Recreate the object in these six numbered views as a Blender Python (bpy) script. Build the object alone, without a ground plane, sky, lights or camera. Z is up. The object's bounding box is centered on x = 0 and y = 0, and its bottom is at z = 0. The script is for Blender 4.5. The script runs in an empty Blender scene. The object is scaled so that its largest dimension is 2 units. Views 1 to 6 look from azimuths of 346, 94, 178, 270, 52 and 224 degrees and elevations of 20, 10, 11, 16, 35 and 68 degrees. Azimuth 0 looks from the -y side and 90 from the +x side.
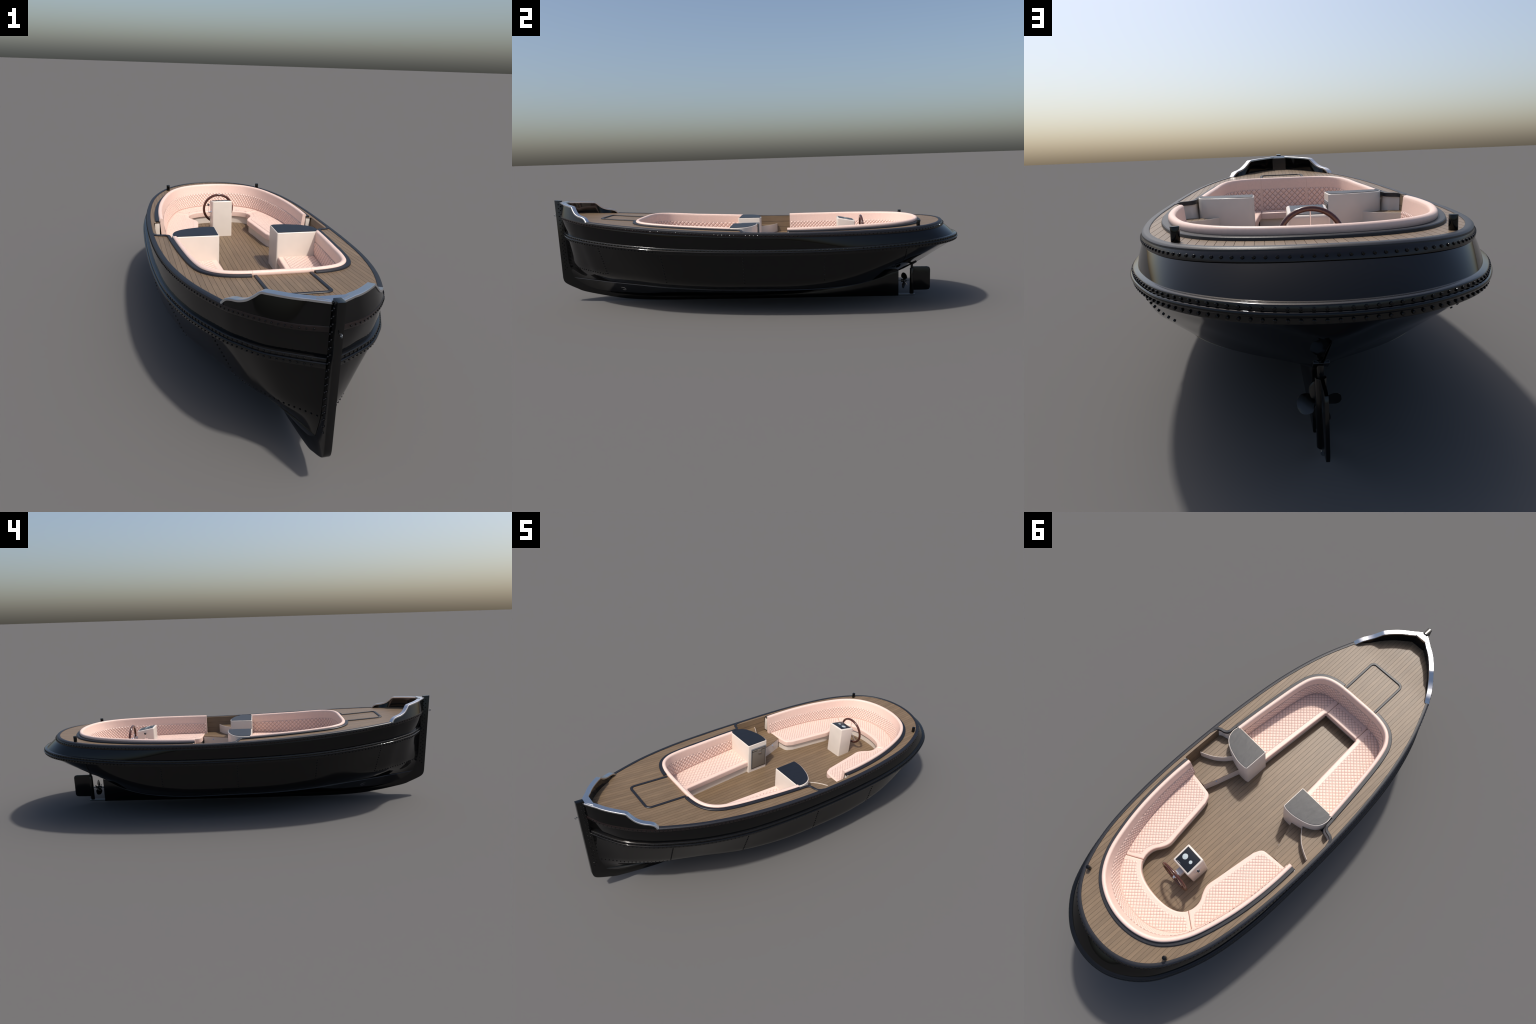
# A small steel-hulled open motor launch: black riveted hull, teak deck,
# quilted pink cockpit.  Bow toward -y, metres, z up.
import bpy, bmesh, math
import numpy as np
from mathutils import Vector, Matrix

# ------------------------------------------------------------------ helpers
def catmull(ctrl, m=12, sym_end=False, sym_start=False):
    """smooth curve through the points; sym_*: that end lies on the centreline and is mirrored there"""
    c = np.asarray(ctrl, float)
    M = np.array([-1, 1, 1])[:c.shape[1]]
    p = np.vstack([c[1] * M if sym_start else 2 * c[0] - c[1], c, c[-2] * M if sym_end else 2 * c[-1] - c[-2]])
    t = np.linspace(0, 1, m, endpoint=False)[:, None]
    out = []
    for i in range(1, len(p) - 2):
        a, b, d, e = p[i - 1:i + 3]
        out.append(.5 * (2 * b + (d - a) * t + (2 * a - 5 * b + 4 * d - e) * t ** 2 + (3 * b - a - 3 * d + e) * t ** 3))
    out.append(c[-1][None])
    return np.vstack(out)

def mirror_half(h):
    """half curve (x>=0) ending on the centreline -> full curve to the -x side"""
    q = h[:-1] * np.array([-1, 1, 1])[:h.shape[1]]
    return np.vstack([h, q[::-1]])

def resample(p, step):
    d = np.r_[0, np.cumsum(np.linalg.norm(np.diff(p, axis=0), axis=1))]
    n = max(2, int(round(d[-1] / step)) + 1)
    s = np.linspace(0, d[-1], n)
    return np.stack([np.interp(s, d, p[:, k]) for k in range(p.shape[1])], -1)

ROOT = bpy.data.objects.new("motor_launch", None)
bpy.context.scene.collection.objects.link(ROOT)
ROOT["label"] = "black riveted open motor launch with teak deck and pink quilted seats"
ROOT["category"] = "boat"

def add(name, verts, faces, mat, parent=None, angle=35, smooth=True, kind=None):
    me = bpy.data.meshes.new(name)
    me.from_pydata([tuple(map(float, v)) for v in verts], [], [tuple(map(int, f)) for f in faces])
    me.validate()
    return finish(name, me, mat, parent, angle, smooth, kind)

def finish(name, me, mat, parent=None, angle=35, smooth=True, kind=None, recalc=True):
    if recalc:
        bm = bmesh.new(); bm.from_mesh(me)
        bmesh.ops.recalc_face_normals(bm, faces=bm.faces)
        bm.to_mesh(me); bm.free()
    if smooth:
        me.polygons.foreach_set("use_smooth", [True] * len(me.polygons))
        me.set_sharp_from_angle(angle=math.radians(angle))
    me.materials.append(mat)
    ob = bpy.data.objects.new(name, me)
    bpy.context.scene.collection.objects.link(ob)
    ob.parent = parent or ROOT
    if kind:
        ob["kind"] = kind
    return ob

def grid_faces(n, m, off=0, wrap_m=False):
    f = []
    for i in range(n - 1):
        for j in range(m if wrap_m else m - 1):
            k = (j + 1) % m
            f.append((off + i * m + j, off + i * m + k, off + (i + 1) * m + k, off + (i + 1) * m + j))
    return f

def normals2d(path):
    """unit plan normals to the right-hand side of travel"""
    t = np.gradient(path[:, :2], axis=0)
    t /= np.linalg.norm(t, axis=1)[:, None] + 1e-12
    return np.stack([t[:, 1], -t[:, 0]], -1)

def sweep(name, path, prof, mat, parent=None, side=1, angle=35, kind=None, closed=False):
    """path Nx3; prof list of (outward, up), closed outline"""
    n = normals2d(path) * side
    if closed:
        t = np.roll(path, -1, 0) - np.roll(path, 1, 0)
        t = t[:, :2] / np.linalg.norm(t[:, :2], axis=1)[:, None]
        n = np.stack([t[:, 1], -t[:, 0]], -1) * side
    V = []
    for p, q in zip(path, n):
        for a, b in prof:
            V.append((p[0] + q[0] * a, p[1] + q[1] * a, p[2] + b))
    m = len(prof)
    F = grid_faces(len(path), m, wrap_m=True)
    if closed:
        L = (len(path) - 1) * m
        F += [(L + j, L + (j + 1) % m, (j + 1) % m, j) for j in range(m)]
    else:
        F.append(tuple(range(m)))
        F.append(tuple(range(len(V) - m, len(V))))
    return add(name, V, F, mat, parent, angle, kind=kind)

def tube(name, path, r, mat, parent=None, seg=10, rings=None, kind=None):
    path = np.asarray(path, float)
    V = []; up = Vector((0, 0, 1))
    rr = rings if rings is not None else [r] * len(path)
    prev = None
    for i, p in enumerate(path):
        t = Vector(path[min(i + 1, len(path) - 1)] - path[max(i - 1, 0)]).normalized()
        a = t.cross(up)
        if a.length < 1e-3:
            a = t.cross(Vector((1, 0, 0)))
        a.normalize()
        if prev is not None:
            a = (prev - t * prev.dot(t)).normalized()
        prev = a
        b = t.cross(a)
        for k in range(seg):
            w = 2 * math.pi * k / seg
            V.append(Vector(p) + rr[i] * (math.cos(w) * a + math.sin(w) * b))
    F = grid_faces(len(path), seg, wrap_m=True)
    F.append(tuple(range(seg))); F.append(tuple(range(len(V) - seg, len(V))))
    return add(name, V, F, mat, parent, 50, kind=kind)

def offset_poly(p, d):
    """grow (d>0) or shrink a closed plan polygon with mitred corners"""
    p = np.asarray(p, float)
    a = p - np.roll(p, 1, 0); b = np.roll(p, -1, 0) - p
    a /= np.linalg.norm(a, axis=1)[:, None] + 1e-12; b /= np.linalg.norm(b, axis=1)[:, None] + 1e-12
    na = np.stack([a[:, 1], -a[:, 0]], -1); nb = np.stack([b[:, 1], -b[:, 0]], -1)
    m = na + nb; m /= np.linalg.norm(m, axis=1)[:, None] + 1e-12
    c = np.clip((m * na).sum(1), .5, 1)[:, None]
    area = .5 * np.sum(p[:, 0] * np.roll(p[:, 1], -1) - np.roll(p[:, 0], -1) * p[:, 1])
    return p + m / c * d * (1 if area > 0 else -1)

def dedupe(p, eps=4e-4):
    out = [p[0]]
    for q in p[1:]:
        if np.linalg.norm(q - out[-1]) > eps:
            out.append(q)
    if np.linalg.norm(out[0] - out[-1]) < eps:
        out.pop()
    return np.array(out)

def prism(name, outline, z0, z1, mat, parent=None, bevel=0, seg=3, angle=40):
    """vertical prism over a plan outline, top edge rounded off with radius bevel"""
    o = dedupe(np.asarray(outline, float))
    rings = [(o, z0)]
    if bevel:
        for k in range(seg + 1):
            w = math.pi / 2 * k / seg
            rings.append((offset_poly(o, -bevel * (1 - math.cos(w))), z1 - bevel * (1 - math.sin(w))))
    else:
        rings.append((o, z1))
    bm = bmesh.new(); n = len(o); R = []
    for p, z in rings:
        R.append([bm.verts.new((x, y, z)) for x, y in p])
    for a, b in zip(R[:-1], R[1:]):
        for i in range(n):
            bm.faces.new((a[i], a[(i + 1) % n], b[(i + 1) % n], b[i]))
    for ring in (R[0], R[-1]):
        es = [bm.edges.get((ring[i], ring[(i + 1) % n])) for i in range(n)]
        bmesh.ops.triangle_fill(bm, use_beauty=True, edges=es)
    cap = [tuple(sorted((R[-1][i].index, R[-1][(i + 1) % n].index))) for i in range(n)] if bm.verts.index_update() is None else []
    me = bpy.data.meshes.new(name); bm.to_mesh(me); bm.free()
    ob = finish(name, me, mat, parent, angle)
    cs = set(cap)          # keep the flat top flat
    for e in me.edges:
        if tuple(sorted(e.vertices)) in cs:
            e.use_edge_sharp = True
    return ob

def box(name, c, s, mat, parent=None, bevel=.001, rot=None):
    bm = bmesh.new()
    bmesh.ops.create_cube(bm, size=1)
    bmesh.ops.scale(bm, vec=s, verts=bm.verts)
    if bevel:
        bmesh.ops.bevel(bm, geom=list(bm.edges), offset=bevel, segments=3, profile=.5, affect='EDGES')
    if rot is not None:
        bmesh.ops.transform(bm, matrix=rot, verts=bm.verts)
    bmesh.ops.translate(bm, vec=c, verts=bm.verts)
    me = bpy.data.meshes.new(name); bm.to_mesh(me); bm.free()
    return finish(name, me, mat, parent, 40)

def cyl(name, c, axis, r, h, mat, parent=None, seg=28, bevel=.0006, r2=None):
    bm = bmesh.new()
    bmesh.ops.create_cone(bm, cap_ends=True, segments=seg, radius1=r, radius2=r if r2 is None else r2, depth=h)
    if bevel:
        es = [e for e in bm.edges if len(e.link_faces) == 2 and any(len(f.verts) > 4 for f in e.link_faces)]
        bmesh.ops.bevel(bm, geom=es, offset=bevel, segments=2, profile=.5, affect='EDGES')
    q = Vector((0, 0, 1)).rotation_difference(Vector(axis).normalized())
    bmesh.ops.transform(bm, matrix=Matrix.Translation(c) @ q.to_matrix().to_4x4(), verts=bm.verts)
    me = bpy.data.meshes.new(name); bm.to_mesh(me); bm.free()
    return finish(name, me, mat, parent, 40)

def torus(name, c, axis, R, r, mat, parent=None, seg=56, ring=12):
    V = []
    for i in range(seg):
        a = 2 * math.pi * i / seg
        for j in range(ring):
            b = 2 * math.pi * j / ring
            V.append(Vector(((R + r * math.cos(b)) * math.cos(a), (R + r * math.cos(b)) * math.sin(a), r * math.sin(b))))
    q = Vector((0, 0, 1)).rotation_difference(Vector(axis).normalized()).to_matrix()
    V = [q @ v + Vector(c) for v in V]
    F = [(i * ring + j, ((i + 1) % seg) * ring + j, ((i + 1) % seg) * ring + (j + 1) % ring, i * ring + (j + 1) % ring)
         for i in range(seg) for j in range(ring)]
    return add(name, V, F, mat, parent, 80)

# ---------------------------------------------------------------- materials
def new_mat(name):
    m = bpy.data.materials.new(name); m.use_nodes = True
    nt = m.node_tree
    return m, nt, nt.nodes["Principled BSDF"]

def plain(name, col, rough, metal=0, coat=0, coat_rough=.03, spec=.5, grain=None, bump=0, vary=.0, stretch=(1, 1, 1)):
    m, nt, b = new_mat(name)
    b.inputs["Base Color"].default_value = (*col, 1)
    b.inputs["Roughness"].default_value = rough
    b.inputs["Metallic"].default_value = metal
    b.inputs["Coat Weight"].default_value = coat
    b.inputs["Coat Roughness"].default_value = coat_rough
    b.inputs["Specular IOR Level"].default_value = spec
    if grain:
        tc = nt.nodes.new("ShaderNodeTexCoord")
        mp = nt.nodes.new("ShaderNodeMapping"); mp.inputs["Scale"].default_value = stretch
        nz = nt.nodes.new("ShaderNodeTexNoise"); nz.inputs["Scale"].default_value = grain
        nz.inputs["Detail"].default_value = 4
        nt.links.new(tc.outputs["Object"], mp.inputs["Vector"])
        nt.links.new(mp.outputs["Vector"], nz.inputs["Vector"])
        if vary:
            cr = nt.nodes.new("ShaderNodeValToRGB")
            cr.color_ramp.elements[0].position = .3; cr.color_ramp.elements[1].position = .7
            cr.color_ramp.elements[0].color = (*[c * (1 - vary) for c in col], 1)
            cr.color_ramp.elements[1].color = (*[min(1, c * (1 + vary)) for c in col], 1)
            nt.links.new(nz.outputs["Fac"], cr.inputs["Fac"])
            nt.links.new(cr.outputs["Color"], b.inputs["Base Color"])
        if bump:
            bp = nt.nodes.new("ShaderNodeBump"); bp.inputs["Strength"].default_value = bump
            bp.inputs["Distance"].default_value = .001
            nt.links.new(nz.outputs["Fac"], bp.inputs["Height"])
            nt.links.new(bp.outputs["Normal"], b.inputs["Normal"])
    return m

def wood(name, dark, mid, light, rough=.55, along='y', coat=0.0):
    m, nt, b = new_mat(name)
    tc = nt.nodes.new("ShaderNodeTexCoord")
    oi = nt.nodes.new("ShaderNodeObjectInfo")
    off = nt.nodes.new("ShaderNodeVectorMath"); off.operation = 'SCALE'
    comb = nt.nodes.new("ShaderNodeCombineXYZ")
    for k in range(3):
        nt.links.new(oi.outputs["Random"], comb.inputs[k])
    off.inputs["Scale"].default_value = 3.0
    nt.links.new(comb.outputs[0], off.inputs[0])
    ad = nt.nodes.new("ShaderNodeVectorMath"); ad.operation = 'ADD'
    nt.links.new(tc.outputs["Object"], ad.inputs[0]); nt.links.new(off.outputs[0], ad.inputs[1])
    mp = nt.nodes.new("ShaderNodeMapping")
    mp.inputs["Scale"].default_value = {'y': (1, .06, 1), 'x': (.06, 1, 1), 'r': (1, 1, 1)}[along]
    nt.links.new(ad.outputs[0], mp.inputs["Vector"])
    n1 = nt.nodes.new("ShaderNodeTexNoise"); n1.inputs["Scale"].default_value = 260; n1.inputs["Detail"].default_value = 5
    n1.inputs["Distortion"].default_value = .4
    nt.links.new(mp.outputs[0], n1.inputs["Vector"])
    n2 = nt.nodes.new("ShaderNodeTexNoise"); n2.inputs["Scale"].default_value = 14; n2.inputs["Detail"].default_value = 3
    nt.links.new(ad.outputs[0], n2.inputs["Vector"])
    mx = nt.nodes.new("ShaderNodeMath"); mx.operation = 'MULTIPLY_ADD'
    mx.inputs[1].default_value = .55; 
    h = nt.nodes.new("ShaderNodeMath"); h.operation = 'MULTIPLY'; h.inputs[1].default_value = .45
    nt.links.new(n2.outputs["Fac"], h.inputs[0])
    nt.links.new(n1.outputs["Fac"], mx.inputs[0]); nt.links.new(h.outputs[0], mx.inputs[2])
    cr = nt.nodes.new("ShaderNodeValToRGB")
    e = cr.color_ramp.elements
    e[0].position = .30; e[0].color = (*dark, 1)
    e[1].position = .70; e[1].color = (*light, 1)
    q = e.new(.5); q.color = (*mid, 1)
    nt.links.new(mx.outputs[0], cr.inputs["Fac"])
    # each plank a little lighter or darker
    hs = nt.nodes.new("ShaderNodeHueSaturation")
    mr = nt.nodes.new("ShaderNodeMapRange"); mr.inputs["To Min"].default_value = .9; mr.inputs["To Max"].default_value = 1.1
    nt.links.new(oi.outputs["Random"], mr.inputs["Value"])
    nt.links.new(mr.outputs[0], hs.inputs["Value"]); nt.links.new(cr.outputs[0], hs.inputs["Color"])
    nt.links.new(hs.outputs[0], b.inputs["Base Color"])
    b.inputs["Roughness"].default_value = rough
    b.inputs["Coat Weight"].default_value = coat
    bp = nt.nodes.new("ShaderNodeBump"); bp.inputs["Strength"].default_value = .12; bp.inputs["Distance"].default_value = .0006
    nt.links.new(n1.outputs["Fac"], bp.inputs["Height"]); nt.links.new(bp.outputs["Normal"], b.inputs["Normal"])
    return m

PAINT = plain("black_gloss_paint", (.0016, .0016, .0017), .05, spec=.36)
BAND = plain("black_band_paint", (.0045, .0043, .0042), .16, spec=.42)
SHEER = plain("dark_red_black_band", (.008, .0045, .0045), .28, spec=.45)
KEELP = plain("black_keel_paint", (.0025, .0025, .0025), .16, spec=.42)
RAIL = plain("dark_grey_rubber_rail", (.0095, .0100, .0140), .46, spec=.5, grain=420, bump=.12)
PAD = plain("dark_navy_pad", (.0085, .0095, .0140), .42, spec=.5, grain=60, bump=.5, vary=.12, stretch=(1, .3, 1))
STEEL = plain("brushed_steel_cap", (.63, .63, .64), .33, metal=1.0)
CHROME = plain("chrome", (.8, .8, .82), .08, metal=1.0)
TEAK = wood("teak_planks", (.150, .098, .055), (.176, .117, .066), (.200, .135, .079), .45)
CAULK = plain("plank_caulking", (.066, .045, .028), .7)
DARK_GROOVE = plain("darker_pink_groove", (.43, .290, .250), .6, spec=.3)
PINK = plain("pink_leather", (.79, .570, .480), .42, spec=.4, grain=140, vary=.03, bump=.05)
CREAM = plain("cream_gelcoat", (.70, .62, .54), .25, spec=.5, grain=25, vary=.02)
GREYW = plain("pale_grey_gelcoat", (.66, .60, .58), .25, spec=.5)
DASH = plain("black_dash_panel", (.012, .014, .018), .3, spec=.5)
GAUGE = plain("pale_gauge_glass", (.50, .56, .56), .2, spec=.5, grain=500, vary=.08)
MAHOG = wood("mahogany_wheel", (.040, .010, .006), (.062, .016, .009), (.085, .024, .013), .22, along='r', coat=.3)
FRIDGE = plain("brushed_fridge_door", (.20, .175, .145), .35, metal=.2)
DGREY = plain("grey_frame_metal", (.16, .17, .18), .3, metal=.8)
FRAME = plain("satin_steel_frame", (.34, .35, .36), .32, metal=.5)
GREY = plain("grey_mount", (.48, .46, .47), .35)
PROPM = plain("dark_bronze_prop", (.06, .058, .055), .22, metal=.9)
LED = plain("blue_lens", (.35, .5, .75), .1)

# -------------------------------------------------------------- hull lines
# per station: rub-rail line, deck edge, bilge, chine, keel junction
ST = [
 ((.012,-.950,.352),(.013,-.955,.455),(.011,-.942,.200),(.011,-.918,.127),(.011,-.915,.122)),
 ((.075,-.914,.3505),(.085,-.920,.451),(.045,-.900,.191),(.026,-.872,.1255),(.011,-.868,.090)),
 ((.140,-.866,.346),(.145,-.866,.446),(.084,-.850,.183),(.046,-.820,.1235),(.011,-.815,.067)),
 ((.1870,-.8070,.3412),(.1900,-.8070,.4392),(.120,-.790,.178),(.063,-.768,.1212),(.011,-.760,.0520)),
 ((.228,-.7365,.3345),(.228,-.737,.431),(.156,-.720,.172),(.087,-.710,.119),(.011,-.700,.040)),
 ((.296,-.573,.3225),(.288,-.575,.4180),(.206,-.560,.154),(.148,-.555,.117),(.011,-.550,.024)),
 ((.342,-.380,.3105),(.3305,-.386,.4045),(.275,-.372,.144),(.224,-.370,.1160),(.011,-.370,.020)),
 ((.364,-.170,.3025),(.3545,-.178,.3920),(.323,-.170,.145),(.277,-.170,.1165),(.011,-.170,.018)),
 ((.3735,.040,.2985),(.3648,.038,.3832),(.342,.040,.146),(.300,.040,.1185),(.011,.040,.018)),
 ((.3750,.260,.2975),(.3640,.250,.3795),(.346,.260,.150),(.301,.250,.1165),(.011,.250,.025)),
 ((.3680,.460,.3005),(.3495,.448,.3790),(.338,.460,.178),(.266,.440,.1195),(.011,.430,.050)),
 ((.3410,.640,.306),(.3178,.630,.3800),(.308,.640,.227),(.178,.585,.1265),(.011,.580,.095)),
 ((.2890,.790,.311),(.2605,.774,.3825),(.246,.784,.259),(.032,.715,.1375),(.011,.720,.129)),
 ((.2240,.893,.3135),(.1885,.860,.3860),(.180,.872,.278),(.004,.830,.184),(.003,.830,.183)),
 ((.1190,.970,.3145),(.0980,.906,.3890),(.092,.942,.288),(.002,.915,.236),(.0015,.915,.2355)),
 ((.0,.9950,.3145),(.0,.920,.3905),(.0,.982,.279),(.0,.968,.268),(.0,.968,.2675)),
]
LN = [catmull([s[k] for s in ST], 14, sym_end=True) for k in range(5)]
RUB, DECK, BILGE, CHINE, KEEL = LN
for c in LN:
    c[:, 0] = np.maximum(c[:, 0], 0)
RUBF, DECKF, BILGEF, CHINEF, KEELF = [mirror_half(c) for c in LN]
NF = len(RUBF)
N2 = lambda p: normals2d(p) * OUT
t0 = normals2d(RUBF)
OUT = 1 if t0[NF // 4][0] > 0 else -1      # outward normals

def deck_half_breadth(y):
    return np.interp(y, DECK[:, 1], DECK[:, 0])
def deck_z(x, y):
    ze = np.interp(y, DECK[:, 1], DECK[:, 2])
    b = np.maximum(deck_half_breadth(y), .03)
    return ze + .0012 * np.clip(1 - (np.asarray(x) / b) ** 2, 0, 1)

def lift(path, dout=0., dz=0.):
    n = normals2d(path) * OUT
    q = path.copy(); q[:, :2] += n * dout; q[:, 2] += dz
    # keep the two sides from crossing at the stem
    return q

def skin(name, rows, mat, parent=None, angle=30):
    m = len(rows)
    V = np.stack(rows, 1).reshape(-1, 3)
    return add(name, V, grid_faces(len(rows[0]), m), mat, parent, angle)

def bilge_section(a, b, c, n=17, soft=.12):
    """rounded two-leg frame section a-b-c, sampled n times"""
    la = np.linalg.norm(b - a, axis=1); lb = np.linalg.norm(c - b, axis=1)
    k = np.clip(la / (la + lb + 1e-9), .25, .75)[:, None]
    def leg(u):
        u = np.clip(u, 0, 1)
        return np.where(u < k, a + (b - a) * (u / k), b + (c - b) * ((u - k) / (1 - k)))
    out = []
    for u in np.linspace(0, 1, n):
        w = min(soft, u, 1 - u)
        out.append(sum(leg(u + w * q) for q in np.linspace(-1, 1, 9)) / 9)
    return out

# lower side plating: rub rail down to the chine, with a turned-in lip
rub_low = lift(RUBF, -.004, -.012)
rows = bilge_section(rub_low, BILGEF, CHINEF)
n_side = normals2d(CHINEF) * OUT
fade = np.clip((.62 - CHINEF[:, 1]) / .3, 0, 1) * np.clip((CHINEF[:, 1] + .925) / .03, 0, 1)
lip = CHINEF.copy(); lip[:, 2] -= .003 * fade; lip[:, :2] += n_side * (.0015 * fade)[:, None]
lip2 = CHINEF.copy(); lip2[:, 2] -= .0035 * fade; lip2[:, :2] -= n_side * (.004 * fade)[:, None]
side_rows = rows
skin("side_plating", rows + [lip, lip2], PAINT, angle=28)
# bottom plating: chine to keel
skin("bottom_plating", [CHINEF * (1 - u) + KEELF * u - np.array([0, 0, .003]) * (1 - u) * fade[:, None] for u in np.linspace(0, 1, 6)], PAINT)
# upper strake between rub rail and deck edge
str_lo = lift(RUBF, -.009, .010)
# outward slope of the topsides (positive where the hull flares out below the deck edge)
nD = normals2d(DECKF) * OUT
flare = ((RUBF - DECKF)[:, :2] * nD).sum(1) / np.maximum(DECKF[:, 2] - RUBF[:, 2], .03)
flare = np.clip(flare, 0, 1.2) * .62
str_hi = lift(DECKF, -.0018, -.0165); str_hi[:, :2] += nD * (flare * .0165)[:, None]
bulge = np.c_[nD, np.zeros(NF)] * .0012
str_top = lift(DECKF, -.007, -.004)
skin("upper_strake", [str_lo * (1 - u) + str_hi * u + bulge * 4 * u * (1 - u) for u in np.linspace(0, 1, 11)] + [str_top], PAINT)

# rub rail: ledge + riveted band + half round + lower riveted band
def arc(cx, cz, r, a0, a1, n):
    return [(cx + r * math.cos(a), cz + r * math.sin(a)) for a in np.linspace(math.radians(a0), math.radians(a1), n)]
rubp = RUBF
sweep("rub_rail_band", rubp, [(-.014, .0145), (-.002, .0135), (-.0005, .0125), (0, .0115), (0, -.0125), (-.001, -.014), (-.012, -.0145)], BAND, side=OUT)
sweep("rub_rail_half_round", rubp, [(-.001, .0042)] + arc(.0015, 0, .0042, 80, -80, 9) + [(-.001, -.0042)], PAINT, side=OUT)

# sheer band right under the deck edge and the cap rail on the deck edge
bp = [(-.006, -.003), (.0008, -.003), (.0014, -.0045), (.0014, -.0165), (.0006, -.0178), (-.006, -.018)]
V = []
for p, q, k in zip(DECKF, nD, flare):
    V += [(p[0] + q[0] * (a - k * b), p[1] + q[1] * (a - k * b), p[2] + b) for a, b in bp]
add("sheer_band", V, grid_faces(NF, len(bp), wrap_m=True) + [tuple(range(len(bp))), tuple(range(len(V) - len(bp), len(V)))], SHEER)
CAPP = DECKF[DECKF[:, 1] > -.752]
sweep("cap_rail", CAPP, [(-.0135, -.002), (-.0135, .0015), (-.0125, .0026), (-.004, .0028), (-.0005, .0018), (.0022, -.0008), (.0026, -.0040), (.0008, -.0052), (-.006, -.0052)], RAIL, side=OUT)

# ------------------------------------------------------------------- rivets
def rivet_mesh(pts, dirs, r=.0027, h=.0026, seg=10):
    V = []; F = []
    for p, d in zip(pts, dirs):
        d = Vector(d).normalized()
        a = d.cross(Vector((0, 0, 1)))
        a = a.normalized() if a.length > 1e-3 else Vector((1, 0, 0))
        b = d.cross(a); p = Vector(p); o = len(V)
        for rr, hh in ((1, -.002), (1, h * .75), (.72, h)):
            for k in range(seg):
                w = 2 * math.pi * k / seg
                V.append(p + d * hh + (a * math.cos(w) + b * math.sin(w)) * r * rr)
        F += grid_faces(3, seg, o, True)
        F.append(tuple(range(o + 2 * seg, o + 3 * seg)))
    return V, F

def rivet_row(name, path, dz, spacing, out, mat=PAINT, tilt=0., r=.0027, ylim=None):
    q = resample(path, spacing)
    n = normals2d(q) * OUT
    P = []; D = []
    for i in range(2, len(q) - 2):
        if ylim and not (ylim[0] < q[i][1] < ylim[1]):
            continue
        P.append((q[i][0] + n[i][0] * out, q[i][1] + n[i][1] * out, q[i][2] + dz))
        D.append((n[i][0], n[i][1], tilt))
    V, F = rivet_mesh(P, D, r, .0026)
    return add(name, V, F, mat, None, 40, kind="stuff")

band_mid = DECKF.copy(); band_mid[:, :2] += nD * (flare * .0108)[:, None]
rivet_row("rivet_row", band_mid, -.0108, .0172, .0013, tilt=.0)
# along the flat sides the rub-rail rivets are nearly flush, at the ends they stand proud
for dz in (.0080, -.0090):
    rivet_row("rivet_row", RUBF, dz, .0172, .0, ylim=(-2, -.40))
    rivet_row("rivet_row", RUBF, dz, .0172, -.0017, BAND, ylim=(-.40, .50), r=.0023)
    rivet_row("rivet_row", RUBF, dz, .0172, .0, ylim=(.50, 2))

# vertical seams of rivets on the side plating (both sides)
half = [r[:len(RUB)] for r in rows]
def plating_point(i, z):
    """point and outward normal on the +x plating at station i, height z"""
    S = np.array([h[i] for h in half]); T = np.array([h[min(i + 1, len(RUB) - 1)] for h in half])
    P = np.array([np.interp(-z, -S[:, 2], S[:, k]) for k in range(3)])
    d = np.array([np.interp(-(z - .004), -S[:, 2], S[:, k]) for k in range(3)]) - P
    t = np.array([np.interp(-z, -T[:, 2], T[:, k]) for k in range(3)]) - P
    nn = np.cross(t, d); nn /= np.linalg.norm(nn) + 1e-12
    return P, nn * np.sign(nn[0])
SP, SN = [], []
for y, z0, z1, n in ((-.700, .309, .178, 11), (-.376, .283, .152, 10), (-.011, .274, .155, 10), (.350, .270, .166, 9), (.705, .287, .226, 9)):
    i = int(np.argmin(np.abs(half[0][:, 1] - y)))
    for z in np.linspace(z0, z1, n):
        p, nn = plating_point(i, z); SP.append(p); SN.append(nn)
# fore-and-aft row low on the bow, from the stem to the first seam
ok = [i for i in range(len(RUB)) if -.945 < half[0][i, 1] < -.705]
low = []
for i in ok[1:]:
    p, nn = plating_point(i, float(np.interp(half[0][i, 1], [-.945, -.705], [.196, .174])))
    low.append(np.r_[p, nn])
low = np.array(low)
dl = np.r_[0, np.cumsum(np.linalg.norm(np.diff(low[:, :3], axis=0), axis=1))]
for d in np.arange(.002, dl[-1], .0165):
    q = np.array([np.interp(d, dl, low[:, k]) for k in range(6)])
    SP.append(q[:3]); SN.append(q[3:])
SP = np.vstack(SP); SN = np.vstack(SN)
V, F = rivet_mesh(np.vstack([SP, SP * [-1, 1, 1]]), np.vstack([SN, SN * [-1, 1, 1]]), .0026, .0026)
add("rivet_seam", V, F, PAINT, None, 40, kind="stuff")

# ------------------------------------------------------- stem, keel and skeg
def plate(name, prof, half, mat, parent=None, bevel=.0015, x0=0):
    bm = bmesh.new()
    f = bm.faces.new([bm.verts.new((x0 - half, y, z)) for y, z in prof])
    r = bmesh.ops.extrude_face_region(bm, geom=[f])
    vs = [v for v in r["geom"] if isinstance(v, bmesh.types.BMVert)]
    bmesh.ops.translate(bm, vec=(2 * half, 0, 0), verts=vs)
    bmesh.ops.recalc_face_normals(bm, faces=bm.faces)
    if bevel:
        es = [e for e in bm.edges if any(len(g.verts) > 4 for g in e.link_faces)]
        bmesh.ops.bevel(bm, geom=es, offset=bevel, segments=2, profile=.5, affect='EDGES')
    me = bpy.data.meshes.new(name); bm.to_mesh(me); bm.free()
    return finish(name, me, mat, parent, 35)

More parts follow.
